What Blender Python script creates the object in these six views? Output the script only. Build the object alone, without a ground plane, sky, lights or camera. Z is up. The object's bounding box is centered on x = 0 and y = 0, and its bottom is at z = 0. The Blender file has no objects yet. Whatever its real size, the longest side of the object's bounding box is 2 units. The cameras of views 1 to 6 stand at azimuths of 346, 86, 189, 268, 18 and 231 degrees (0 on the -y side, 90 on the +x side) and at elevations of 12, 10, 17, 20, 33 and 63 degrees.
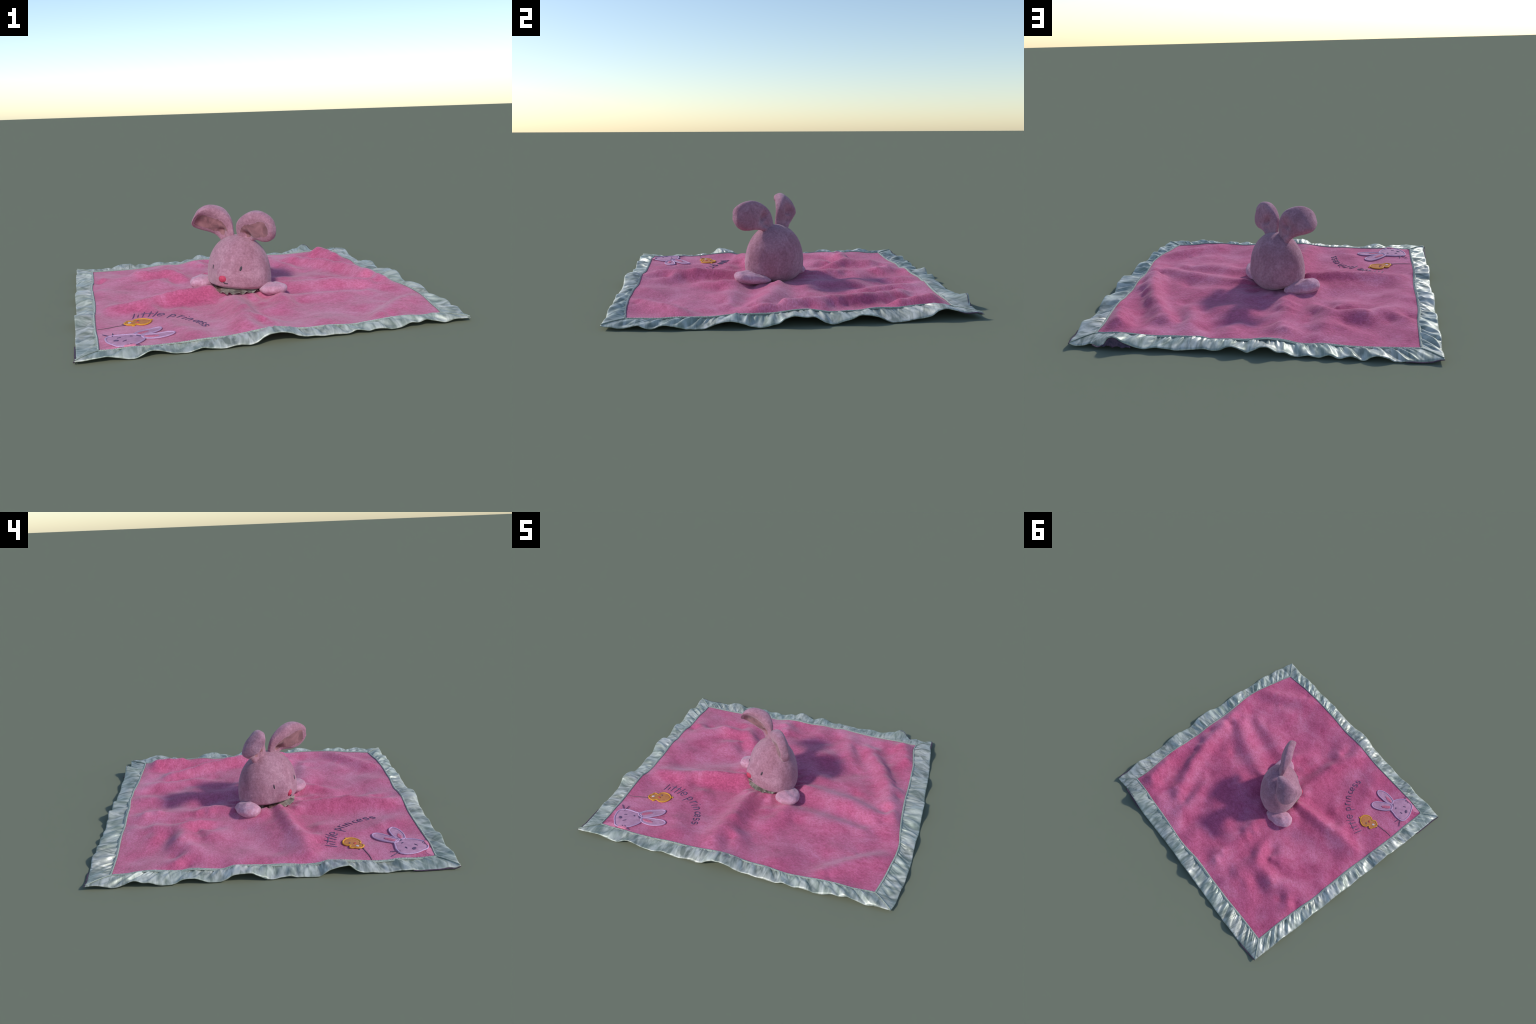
# Pink plush comforter: a square velour blanket with a gathered satin border,
# a stuffed bunny head with two ears and two paws sewn to its middle, and an
# embroidered corner (lettering, bunny applique, chick applique).
import bpy, math, random
import numpy as np
from mathutils import Vector

random.seed(7)
RNG = np.random.RandomState(11)

# ------------------------------------------------------------------ helpers
def srgb(r, g, b):
    f = lambda c: c / 12.92 if c <= 0.04045 else ((c + 0.055) / 1.055) ** 2.4
    return (f(r / 255), f(g / 255), f(b / 255), 1.0)

def mesh_object(name, verts, faces, mat=None, parent=None, smooth=True):
    me = bpy.data.meshes.new(name)
    me.from_pydata([tuple(map(float, v)) for v in verts], [], [tuple(map(int, f)) for f in faces])
    me.update()
    if smooth:
        me.shade_smooth()
    ob = bpy.data.objects.new(name, me)
    bpy.context.scene.collection.objects.link(ob)
    if mat:
        me.materials.append(mat)
    if parent:
        ob.parent = parent
    return ob

def grid_faces(n, m, off=0, wrap_m=False):
    F = []
    mm = m if wrap_m else m - 1
    for i in range(n - 1):
        for j in range(mm):
            a = off + i * m + j
            b = off + i * m + (j + 1) % m
            F.append((a, b, b + m, a + m))
    return F

def hermite(x, xs, ys):
    """smooth curve through control points (Catmull-Rom on uneven knots)"""
    xs = np.asarray(xs, float); ys = np.asarray(ys, float)
    d = np.diff(ys) / np.diff(xs)
    m = np.empty_like(ys)
    m[0], m[-1] = d[0], d[-1]
    h = np.diff(xs)
    m[1:-1] = (d[:-1] * h[1:] + d[1:] * h[:-1]) / (h[1:] + h[:-1])
    x = np.clip(x, xs[0], xs[-1])
    i = np.clip(np.searchsorted(xs, x, 'right') - 1, 0, len(xs) - 2)
    t = (x - xs[i]) / h[i]
    return ((2*t**3 - 3*t**2 + 1) * ys[i] + (t**3 - 2*t**2 + t) * h[i] * m[i]
            + (-2*t**3 + 3*t**2) * ys[i+1] + (t**3 - t**2) * h[i] * m[i+1])

def resample(P, n, closed=False, smooth=True):
    """n points at even arc length along a smooth curve through P"""
    P = np.asarray(P, float)
    if closed:
        P = np.vstack([P[-3:], P, P[:4]])
    s = np.concatenate([[0], np.cumsum(np.linalg.norm(np.diff(P, axis=0), axis=1))])
    if closed:
        t = np.linspace(s[3], s[len(P) - 4], n, endpoint=False)
    else:
        t = np.linspace(0, s[-1], n)
    if smooth:
        return np.stack([hermite(t, s, P[:, k]) for k in range(P.shape[1])], -1)
    return np.stack([np.interp(t, s, P[:, k]) for k in range(P.shape[1])], -1)

def smoothstep(a, b, x):
    t = np.clip((x - a) / (b - a), 0, 1)
    return t * t * (3 - 2 * t)

# ---------------------------------------------------------------- materials
class Nodes:
    def __init__(self, name):
        self.mat = bpy.data.materials.new(name)
        self.mat.use_nodes = True
        self.t = self.mat.node_tree
        self.b = self.t.nodes['Principled BSDF']
        self.co = self.t.nodes.new('ShaderNodeTexCoord').outputs['Object']
    def mapping(self, scale=(1, 1, 1), rot=(0, 0, 0), src=None):
        n = self.t.nodes.new('ShaderNodeMapping')
        n.inputs['Scale'].default_value = scale
        n.inputs['Rotation'].default_value = rot
        self.t.links.new(src or self.co, n.inputs['Vector'])
        return n.outputs[0]
    def noise(self, scale, detail=3, rough=0.55, vec=None, dist=0.0):
        n = self.t.nodes.new('ShaderNodeTexNoise')
        n.inputs['Scale'].default_value = scale
        n.inputs['Detail'].default_value = detail
        n.inputs['Roughness'].default_value = rough
        n.inputs['Distortion'].default_value = dist
        self.t.links.new(vec or self.co, n.inputs['Vector'])
        return n.outputs['Fac']
    def ramp(self, fac, stops):
        n = self.t.nodes.new('ShaderNodeValToRGB')
        el = n.color_ramp.elements
        while len(el) < len(stops):
            el.new(0.5)
        for e, (p, c) in zip(el, stops):
            e.position = p
            e.color = c if len(c) == 4 else (*c, 1)
        self.t.links.new(fac, n.inputs[0])
        return n.outputs[0]
    def mix(self, fac, a, b, mode='MIX'):
        n = self.t.nodes.new('ShaderNodeMix')
        n.data_type = 'RGBA'
        n.blend_type = mode
        for sock, v in ((n.inputs[0], fac), (n.inputs[6], a), (n.inputs[7], b)):
            if hasattr(v, 'is_output'):
                self.t.links.new(v, sock)
            else:
                sock.default_value = v
        return n.outputs[2]
    def math(self, op, a, b=0.0):
        n = self.t.nodes.new('ShaderNodeMath')
        n.operation = op
        for sock, v in ((n.inputs[0], a), (n.inputs[1], b)):
            if hasattr(v, 'is_output'):
                self.t.links.new(v, sock)
            else:
                sock.default_value = v
        return n.outputs[0]
    def bump(self, height, strength, dist):
        n = self.t.nodes.new('ShaderNodeBump')
        n.inputs['Strength'].default_value = strength
        n.inputs['Distance'].default_value = dist
        self.t.links.new(height, n.inputs['Height'])
        self.t.links.new(n.outputs[0], self.b.inputs['Normal'])
    def set(self, **kw):
        for k, v in kw.items():
            s = self.b.inputs[k.replace('_', ' ')]
            if hasattr(v, 'is_output'):
                self.t.links.new(v, s)
            else:
                s.default_value = v

def plush(name, dark, mid, light, patch_scale, sheen, grain_stretch=(1, 1, 1), contrast=0.25, grain=0.85, nap_amount=0.5):
    n = Nodes(name)
    patch = n.noise(patch_scale, 3, 0.6, dist=0.6)
    col = n.ramp(patch, [(0.5 - contrast / 2, dark), (0.5, mid), (0.5 + contrast / 2, light)])
    grain_v = n.mapping(grain_stretch, (0.0, 0.0, 0.6))
    nap = n.noise(15, 4, 0.62, n.mapping((1, 1.9, 1), (0, 0, 0.5)), dist=1.1)
    col = n.mix(nap_amount, col, n.ramp(nap, [(0.32, (0.36, 0.33, 0.35)), (0.5, (0.5, 0.5, 0.5)), (0.68, (0.62, 0.65, 0.64))]), 'OVERLAY')  # pile sheen drawn as lighter and darker streaks of colour
    tuft = n.noise(75, 4, 0.75, grain_v)
    col = n.mix(grain, col, n.ramp(tuft, [(0.30, (0.34, 0.30, 0.32)), (0.5, (0.5, 0.5, 0.5)), (0.70, (0.68, 0.71, 0.70))]), 'OVERLAY')
    hair = n.noise(330, 2, 0.6, grain_v)
    col = n.mix(0.4, col, n.ramp(hair, [(0.3, (0.38, 0.38, 0.38)), (0.7, (0.62, 0.62, 0.62))]), 'OVERLAY')
    n.set(Base_Color=col, Roughness=0.95, Sheen_Weight=sheen, Sheen_Roughness=0.45,
          Sheen_Tint=(1.0, 0.90, 0.95, 1))
    n.b.inputs['Specular IOR Level'].default_value = 0.12
    n.bump(n.math('ADD', tuft, n.math('MULTIPLY', hair, 0.5)), 0.55, 0.006)
    return n.mat

MAT_PINK = plush('pink_velour', srgb(193, 88, 126), srgb(203, 101, 138), srgb(210, 118, 152), 4.0, 0.34, (1, 1.5, 1), 0.3)
MAT_HEAD = plush('pale_pink_plush', srgb(166, 117, 134), srgb(174, 125, 143), srgb(183, 136, 153), 9, 0.35, grain=0.6, nap_amount=0.3)
MAT_PAW = plush('paw_plush', srgb(196, 142, 162), srgb(206, 152, 174), srgb(214, 164, 184), 11, 0.35, grain=0.6, nap_amount=0.3)

def satin(name, a, b, c, rough=0.34, stretch=(1, 1, 1)):
    n = Nodes(name)
    v = n.noise(1.0, 3, 0.55, n.mapping(stretch), dist=0.5)
    col = n.ramp(v, [(0.36, a), (0.5, b), (0.62, c)])
    tint = n.noise(3.1, 2)
    col = n.mix(n.math('MULTIPLY', n.ramp(tint, [(0.42, (0, 0, 0)), (0.62, (1, 1, 1))]), 0.35), col, srgb(150, 172, 158))
    weave = n.noise(420, 2)
    col = n.mix(0.25, col, n.ramp(weave, [(0.3, (0.4, 0.4, 0.4)), (0.7, (0.6, 0.6, 0.6))]), 'OVERLAY')
    n.set(Base_Color=col, Roughness=rough, Metallic=0.22)
    n.b.inputs['Specular IOR Level'].default_value = 0.5
    n.bump(n.math('ADD', n.noise(60, 3, 0.6, dist=0.6), n.math('MULTIPLY', weave, 0.15)), 0.12, 0.006)
    return n.mat

SATIN_TONES = (srgb(132, 138, 128), srgb(180, 182, 172), srgb(210, 210, 202), .42)
MAT_SATIN_X = satin('silver_satin', *SATIN_TONES, (34, 9, 9))      # cross-strip streaks paint the gathers' highlights and shade into the colour
MAT_SATIN_Y = satin('silver_satin', *SATIN_TONES, (9, 34, 9))
MAT_RUFF = satin('collar_satin', srgb(92, 68, 64), srgb(118, 94, 88), srgb(156, 142, 132), 0.55, (22, 22, 22))  # browned and darkened to carry the deep shadow under the chin

def thread(name, a, b, scale=160, rough=0.6):
    n = Nodes(name)
    w = n.noise(scale, 2, 0.6)
    n.set(Base_Color=n.ramp(w, [(0.35, a), (0.65, b)]), Roughness=rough)
    n.b.inputs['Specular IOR Level'].default_value = 0.3
    n.bump(w, 0.4, 0.002)
    return n.mat

MAT_SEAM = thread('seam_tape', srgb(144, 154, 142), srgb(176, 184, 174))
MAT_STITCH = thread('seam_thread', srgb(150, 164, 158), srgb(196, 206, 200))
MAT_NAVY = thread('navy_thread', srgb(92, 72, 102), srgb(122, 92, 124))
MAT_EYE = thread('dark_thread', srgb(58, 52, 60), srgb(84, 74, 82))
MAT_NOSE = thread('red_thread', srgb(186, 56, 88), srgb(202, 76, 104))
MAT_LILAC = thread('lilac_felt', srgb(188, 138, 164), srgb(204, 154, 180), 40, 0.9)
MAT_LILAC_EDGE = thread('lilac_edge_thread', srgb(190, 150, 186), srgb(208, 172, 202))
MAT_ROSE = thread('rose_thread', srgb(200, 92, 122), srgb(216, 126, 150))
MAT_PALE = thread('pale_pink_felt', srgb(222, 128, 156), srgb(236, 150, 176), 60, 0.9)
MAT_ORANGE = thread('orange_felt', srgb(196, 122, 74), srgb(212, 140, 86), 40, 0.9)
MAT_GOLD = thread('gold_thread', srgb(216, 146, 40), srgb(232, 172, 66))
MAT_WHITE = thread('white_thread', srgb(206, 196, 206), srgb(232, 226, 232))
MAT_RED = thread('beak_thread', srgb(190, 70, 70), srgb(212, 92, 86))
MAT_CORD = thread('grey_thread', srgb(104, 84, 98), srgb(128, 104, 114))

def inner_ear_material():
    n = Nodes('inner_ear_fabric')
    v = n.noise(16, 3, 0.6, dist=0.8)
    col = n.ramp(v, [(0.38, srgb(128, 86, 92)), (0.52, srgb(150, 102, 108)), (0.66, srgb(166, 116, 122))])
    n.set(Base_Color=col, Roughness=0.9, Sheen_Weight=0.2)
    n.bump(n.noise(150, 3), 0.3, 0.004)
    return n.mat
MAT_INEAR = inner_ear_material()

# ------------------------------------------------------------ thing itself
ROOT = bpy.data.objects.new('comforter_blanket', None)
bpy.context.scene.collection.objects.link(ROOT)
ROOT['label'] = 'pink plush bunny comforter blanket with silver satin border'
ROOT['category'] = 'baby comforter'

# ---------------------------------------------- border curves (four sides)
# Every side: height and sideways position of the outer hem and of the seam,
# as control points along the side (x for front/back, y for left/right).
SIDES = {}
def side(name, axis, outer_z, outer_off, seam_z, seam_off):
    SIDES[name] = dict(axis=axis, oz=np.array(outer_z), oo=np.array(outer_off),
                       sz=np.array(seam_z), so=np.array(seam_off))

side('front', 0,
     [(-0.996, .021), (-0.945, .021), (-0.903, .027), (-0.858, .031), (-0.819, .022), (-0.778, .012), (-0.735, .006), (-0.697, .018), (-0.662, .034),
      (-0.618, .032), (-0.581, .021), (-0.556, .012), (-0.527, .007), (-0.486, .005), (-0.449, .015), (-0.419, .021), (-0.369, .013), (-0.310, .007),
      (-0.273, .014), (-0.240, .016), (-0.189, .012), (-0.161, .019), (-0.125, .041), (-0.103, .050), (-0.064, .057), (-0.019, .055), (0.015, .045),
      (0.045, .031), (0.071, .024), (0.118, .021), (0.168, .015), (0.237, .016), (0.272, .014), (0.305, .016), (0.351, .028), (0.380, .023),
      (0.412, .017), (0.446, .021), (0.494, .017), (0.545, .010), (0.579, .014), (0.634, .032), (0.678, .028), (0.722, .037), (0.759, .028),
      (0.835, .012), (0.869, .021), (0.924, .022), (0.962, .022)],
     [(-1.0, -.957), (-0.86, -.962), (-0.58, -.960), (-0.31, -.964), (-0.16, -.969), (0.0, -.969), (0.12, -.965), (0.27, -.970), (0.41, -.970), (0.58, -.967), (0.76, -.960), (0.962, -.962)],
     [(-0.89, .023), (-0.83, .020), (-0.75, .025), (-0.65, .021), (-0.53, .020), (-0.40, .025), (-0.29, .026), (-0.21, .033), (-0.13, .043), (-0.06, .047),
      (0.01, .040), (0.05, .032), (0.10, .027), (0.23, .030), (0.35, .023), (0.44, .029), (0.51, .033), (0.58, .034), (0.65, .033), (0.71, .026), (0.853, .021)],
     [(-0.886, -.858), (-0.77, -.866), (-0.53, -.867), (-0.40, -.864), (-0.13, -.871), (0.05, -.870), (0.16, -.874), (0.32, -.884), (0.44, -.884), (0.58, -.876), (0.71, -.870), (0.853, -.852)])
side('right', 1,
     [(-0.962, .022), (-0.945, .019), (-0.908, .019), (-0.865, .012), (-0.825, .019), (-0.779, .027), (-0.757, .017), (-0.717, .011), (-0.672, .026), (-0.617, .023),
      (-0.571, .011), (-0.471, .006), (-0.434, .017), (-0.388, .033), (-0.340, .039), (-0.299, .035), (-0.238, .016), (-0.175, .007), (-0.126, .016),
      (-0.092, .027), (-0.066, .046), (-0.041, .055), (0.043, .051), (0.085, .050), (0.107, .037), (0.139, .018), (0.178, .009), (0.225, .020),
      (0.271, .032), (0.303, .049), (0.342, .050), (0.383, .042), (0.429, .027), (0.461, .011), (0.499, .006), (0.542, .010), (0.589, .018),
      (0.642, .021), (0.682, .032), (0.709, .051), (0.740, .062), (0.809, .049), (0.861, .035), (0.927, .035), (0.955, .027)],
     [(-0.962, .962), (-0.91, .976), (-0.83, .984), (-0.67, 1.000), (-0.54, 1.004), (-0.36, 1.001), (-0.19, 1.003), (-0.07, .996), (0.08, .992), (0.22, .980), (0.34, .974), (0.50, .967), (0.68, .948), (0.81, .929), (0.955, .922)],
     [(-0.855, .020), (-0.78, .024), (-0.69, .025), (-0.62, .031), (-0.42, .036), (-0.30, .041), (-0.20, .038), (-0.13, .037), (-0.07, .041), (0.0, .048),
      (0.06, .049), (0.13, .039), (0.17, .033), (0.25, .034), (0.33, .036), (0.39, .045), (0.45, .046), (0.52, .043), (0.60, .047), (0.72, .048), (0.832, .036)],
     [(-0.855, .853), (-0.73, .876), (-0.62, .891), (-0.50, .906), (-0.40, .907), (-0.30, .893), (-0.13, .874), (0.09, .860), (0.25, .857), (0.39, .851), (0.52, .844), (0.64, .825), (0.74, .812), (0.832, .818)])
side('back', 0,
     [(-0.998, .024), (-0.975, .022), (-0.940, .012), (-0.891, .008), (-0.839, .010), (-0.770, .004), (-0.714, .028), (-0.670, .033), (-0.643, .023), (-0.612, .005),
      (-0.578, .017), (-0.544, .026), (-0.487, .011), (-0.440, .026), (-0.387, .010), (-0.342, .020), (-0.283, .011), (-0.254, .016), (-0.216, .031), (-0.178, .030),
      (-0.131, .057), (-0.095, .055), (-0.045, .028), (-0.022, .020), (0.000, .031), (0.029, .044), (0.052, .050), (0.082, .044), (0.116, .027), (0.150, .021),
      (0.189, .027), (0.260, .023), (0.343, .015), (0.403, .023), (0.456, .028), (0.515, .019), (0.549, .021), (0.593, .033), (0.636, .052), (0.662, .071),
      (0.691, .075), (0.714, .063), (0.737, .031), (0.768, .012), (0.804, .027), (0.854, .016), (0.907, .019), (0.922, .027)],
     [(-0.998, .954), (-0.95, .957), (-0.84, .963), (-0.67, .969), (-0.54, .968), (-0.34, .964), (-0.05, .963), (0.19, .958), (0.34, .960), (0.55, .962), (0.69, .956), (0.80, .946), (0.922, .955)],
     [(-0.888, .019), (-0.76, .016), (-0.57, .015), (-0.49, .020), (-0.41, .026), (-0.28, .022), (-0.19, .040), (-0.12, .044), (-0.02, .036), (0.11, .037),
      (0.19, .034), (0.24, .043), (0.30, .040), (0.39, .036), (0.50, .032), (0.60, .035), (0.69, .039), (0.78, .035), (0.818, .036)],
     [(-0.888, .836), (-0.67, .837), (-0.49, .843), (-0.19, .842), (-0.08, .842), (0.11, .856), (0.24, .851), (0.39, .842), (0.57, .837), (0.69, .831), (0.818, .832)])
side('left', 1,
     [(-0.957, .021), (-0.933, .010), (-0.900, .012), (-0.857, .006), (-0.790, .005), (-0.692, .013), (-0.649, .016), (-0.596, .007), (-0.550, .005), (-0.503, .012),
      (-0.462, .014), (-0.420, .032), (-0.393, .055), (-0.357, .058), (-0.314, .051), (-0.272, .033), (-0.234, .007), (-0.160, .004), (-0.111, .010), (-0.079, .016),
      (-0.033, .014), (0.009, .004), (0.035, .007), (0.073, .027), (0.108, .045), (0.162, .047), (0.211, .039), (0.254, .014), (0.306, .005), (0.335, .009),
      (0.369, .023), (0.413, .037), (0.458, .035), (0.505, .013), (0.550, .005), (0.585, .010), (0.622, .024), (0.669, .031), (0.697, .041), (0.739, .034),
      (0.773, .016), (0.810, .007), (0.850, .014), (0.896, .026), (0.954, .024)],
     [(-0.957, -.996), (-0.91, -.991), (-0.82, -.991), (-0.60, -.996), (-0.46, -.996), (-0.31, -.999), (-0.14, -.994), (0.16, -1.0), (0.31, -.996), (0.62, -1.0), (0.77, -.997), (0.954, -.998)],
     [(-0.858, .021), (-0.75, .017), (-0.67, .021), (-0.60, .016), (-0.53, .018), (-0.45, .026), (-0.33, .035), (-0.28, .035), (-0.25, .026), (-0.17, .019), (-0.07, .026),
      (0.03, .028), (0.13, .034), (0.20, .037), (0.26, .023), (0.33, .027), (0.42, .031), (0.47, .023), (0.54, .024), (0.62, .030), (0.68, .029), (0.76, .019), (0.836, .019)],
     [(-0.858, -.886), (-0.67, -.888), (-0.53, -.894), (-0.33, -.895), (-0.07, -.888), (0.13, -.893), (0.35, -.897), (0.47, -.889), (0.73, -.887), (0.836, -.888)])

CORNERS = {  # (outer, seam)
    'fl': ((-0.996, -0.957, .021), (-0.886, -0.858, .022)),
    'fr': ((0.962, -0.962, .022), (0.853, -0.854, .021)),
    'br': ((0.922, 0.955, .027), (0.818, 0.832, .036)),
    'bl': ((-0.998, 0.954, .024), (-0.888, 0.836, .019))}
ENDS = {'front': ('fl', 'fr'), 'right': ('fr', 'br'), 'back': ('bl', 'br'), 'left': ('fl', 'bl')}

def side_curve(name, kind, n):
    """n points (xyz) along a side's hem ('outer') or seam, corner to corner"""
    S = SIDES[name]; ax = S['axis']
    k = 0 if kind == 'outer' else 1
    c0, c1 = (np.array(CORNERS[c][k]) for c in ENDS[name])
    u = np.linspace(0, 1, n)
    a = c0[ax] + (c1[ax] - c0[ax]) * u
    z = S['oz'] if kind == 'outer' else S['sz']
    o = S['oo'] if kind == 'outer' else S['so']
    P = np.zeros((n, 3))
    P[:, ax] = a
    P[:, 1 - ax] = hermite(a, o[:, 0], o[:, 1])
    P[:, 2] = hermite(a, z[:, 0], z[:, 1])
    # pull the ends exactly onto the shared corners
    for c, w in ((c0, 1 - smoothstep(0, .03, u)), (c1, smoothstep(.97, 1, u))):
        e = P[0] if c is c0 else P[-1]
        P += w[:, None] * (c - e.copy())
    return P

# ------------------------------------------------- the velour panel: relief
CTRL = []
def at(*pts):
    CTRL.extend(pts)
def fold(crest, left, right):
    """a soft fold: crest line (x, y, z) with the foot on its left and right
    side given as (distance, height) at both ends"""
    C = np.array(crest, float)
    n = max(3, int(np.sum(np.linalg.norm(np.diff(C, axis=0), axis=1)) / 0.06))
    C = resample(C, n)
    T = np.gradient(C[:, :2], axis=0)
    T /= np.linalg.norm(T, axis=1)[:, None]
    N = np.stack([-T[:, 1], T[:, 0]], -1)
    at(*[tuple(c) for c in C])
    for foot, sgn in ((left, 1), (right, -1)):
        if not foot:
            continue
        (d0, z0), (d1, z1) = foot
        u = np.linspace(0, 1, n)
        for q, ui in zip(C + 0, u):
            i = int(round(ui * (n - 1)))
            d = d0 + (d1 - d0) * ui
            at((C[i, 0] + sgn * d * N[i, 0], C[i, 1] + sgn * d * N[i, 1], z0 + (z1 - z0) * ui))

# measured spots that the folds below have to pass through
at((-.83, .50, .050), (-.77, .47, .054), (-.53, -.54, .026), (-.55, -.36, .018), (-.58, -.27, .042), (-.39, .12, .008), (-.44, .37, .050), (-.55, .475, .080), (-.61, .50, .078),
   (-.40, .59, .060), (-.40, .66, .064), (-.62, .59, .014), (-.29, -.23, .006), (-.21, .46, .024), (-.16, .65, .062), (-.19, .73, .068), (-.11, .67, .044), (-.33, .71, .034),
   (-.06, -.675, .054), (-.11, -.53, .084), (.03, -.34, .030), (.0, .34, .008), (-.10, .43, .026), (.10, .45, .046), (.14, .37, .044), (.24, -.28, .036),
   (.35, .16, .028), (.29, .21, .022), (.24, .30, .020), (.27, .43, .042), (.33, .45, .022), (.18, .59, .032), (.54, .04, .018), (.48, .33, .008),
   (.55, .51, .068), (.48, .61, .058), (.56, .63, .050), (.60, -.58, .024), (.70, -.47, .024), (.64, -.26, .018),
   (.77, -.06, .092), (.78, .10, .080), (.80, .16, .066), (.745, .24, .070), (.69, .33, .076), (.665, .39, .078), (.67, .52, .014), (.79, .55, .080), (.72, .74, .092))
# lie of the cloth around the embroidered corner
at((-.698, -.371, .014), (-.684, -.307, .022), (-.355, -.638, .018), (-.605, -.435, .014), (-.724, -.475, .018),
   (-.52, -.708, .017), (-.574, -.596, .018), (-.806, -.764, .025), (-.696, -.719, .023), (-.77, -.62, .022), (-.80, -.42, .016),
   (-.65, -.52, .012), (-.58, -.29, .036), (-.44, -.30, .032), (-.47, -.65, .034), (-.44, -.76, .038), (-.43, -.56, .016), (-.30, -.60, .018), (-.28, -.42, .014), (-.45, -.38, .020))
# fold across the front right corner, with a lesser one beside it
fold([(.50, -.865, .044), (.56, -.80, .052), (.66, -.70, .056), (.77, -.605, .060), (.86, -.545, .044)],
     ((.08, .018), (.09, .020)), ((.055, .036), (.06, .038)))
at((.62, -.81, .028), (.74, -.73, .038), (.80, -.68, .036), (.80, -.79, .022), (.72, -.82, .020), (.58, -.83, .028))
# deep valley from the near paw to the right seam, low ridges on both sides
at((.20, -.20, .012), (.28, -.20, .014), (.42, -.205, .018), (.55, -.225, .022), (.66, -.27, .024), (.75, -.33, .022), (.60, -.37, .022))
fold([(.66, -.335, .036), (.56, -.32, .038), (.44, -.305, .042), (.34, -.285, .036)],
     None, ((.08, .020), (.08, .018)))
fold([(.75, -.165, .064), (.63, -.12, .066), (.53, -.090, .066), (.42, -.066, .060), (.30, -.03, .055), (.19, -.01, .054)],
     ((.07, .050), (.07, .040)), ((.065, .040), (.07, .030)))
fold([(.15, -.28, .054), (.15, -.355, .060), (.12, -.43, .042), (.06, -.50, .028)],
     ((.08, .016), (.08, .014)), ((.07, .024), (.07, .022)))
at((.45, -.46, .018), (.30, -.47, .016), (.5, -.58, .018), (.33, -.65, .018), (.36, -.76, .020), (.25, -.80, .040), (.17, -.6, .016),
   (.66, -.56, .026), (.81, -.60, .062), (.04, -.57, .008), (.05, -.67, .010), (.2, -.74, .028))
# the tall narrow fold from the right seam toward the far side
fold([(.862, -.25, .056), (.835, -.17, .074), (.80, -.10, .084), (.77, -.02, .088), (.75, .07, .091), (.72, .17, .088), (.69, .25, .084), (.65, .35, .081), (.61, .43, .075), (.57, .51, .068), (.52, .58, .060), (.47, .66, .052)],
     ((.075, .046), (.07, .022)), ((.07, .050), (.06, .030)))
at((.62, .04, .036), (.56, .06, .036), (.60, .17, .032), (.57, .27, .028), (.53, .34, .024), (.50, .41, .020), (.47, .48, .024),
   (.80, .14, .052), (.80, .22, .046), (.775, .30, .034), (.77, .38, .024), (.76, .46, .030), (.69, .50, .024), (.64, .59, .014), (.58, .64, .020))
# the swell inside the back right corner
fold([(.81, .50, .046), (.79, .56, .070), (.772, .62, .086), (.755, .68, .088), (.735, .73, .078), (.70, .785, .052)],
     ((.07, .034), (.08, .032)), None)
at((.68, .66, .026), (.60, .72, .030), (.56, .78, .042))
# middle fold behind the head
fold([(.43, .40, .034), (.405, .48, .050), (.38, .55, .055), (.36, .64, .058), (.34, .75, .053)],
     ((.085, .030), (.09, .026)), ((.07, .024), (.08, .034)))
at((.40, .27, .022), (.22, .55, .026), (.20, .65, .016), (.25, .79, .044), (.30, .40, .024), (.30, .14, .042), (.42, .12, .036), (.47, .20, .030), (.2, .29, .032), (.15, .20, .044))
fold([(.075, .64, .036), (.10, .71, .048), (.12, .79, .044)], ((.07, .020), (.08, .034)), ((.07, .018), (.08, .030)))
at((.02, .36, .014), (-.01, .43, .014), (.03, .58, .012), (.12, .36, .032), (.1, .46, .032))
# folds from the head to the back left
fold([(-.08, .23, .050), (-.095, .31, .054), (-.105, .38, .050)], ((.08, .040), (.07, .034)), ((.07, .026), (.07, .014)))
fold([(-.15, .27, .050), (-.17, .37, .054), (-.165, .50, .040), (-.18, .62, .048), (-.19, .76, .052)],
     ((.09, .024), (.09, .034)), ((.08, .036), (.08, .026)))
fold([(-.285, .27, .026), (-.315, .36, .050), (-.36, .44, .074), (-.40, .49, .080), (-.48, .48, .074), (-.56, .485, .072), (-.64, .46, .068), (-.72, .40, .062), (-.80, .36, .046)],
     ((.09, .016), (.09, .040)), ((.10, .030), (.10, .018)))
fold([(-.40, .49, .080), (-.385, .58, .062), (-.37, .68, .056), (-.36, .77, .044)],
     ((.075, .050), (.07, .032)), ((.09, .026), (.09, .022)))
at((-.49, .57, .060), (-.50, .65, .044), (-.52, .72, .026), (-.52, .79, .020), (-.60, .58, .030))
at((-.36, .22, .010), (-.36, .30, .016), (-.42, .28, .036), (-.43, .36, .044), (-.52, .34, .046), (-.62, .36, .050), (-.74, .28, .040),
   (-.63, .69, .020), (-.7, .72, .012), (-.73, .56, .022), (-.56, .20, .018), (-.50, .10, .010), (-.66, .20, .024), (-.84, .19, .044), (-.70, .07, .022), (-.80, .05, .034))
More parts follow.
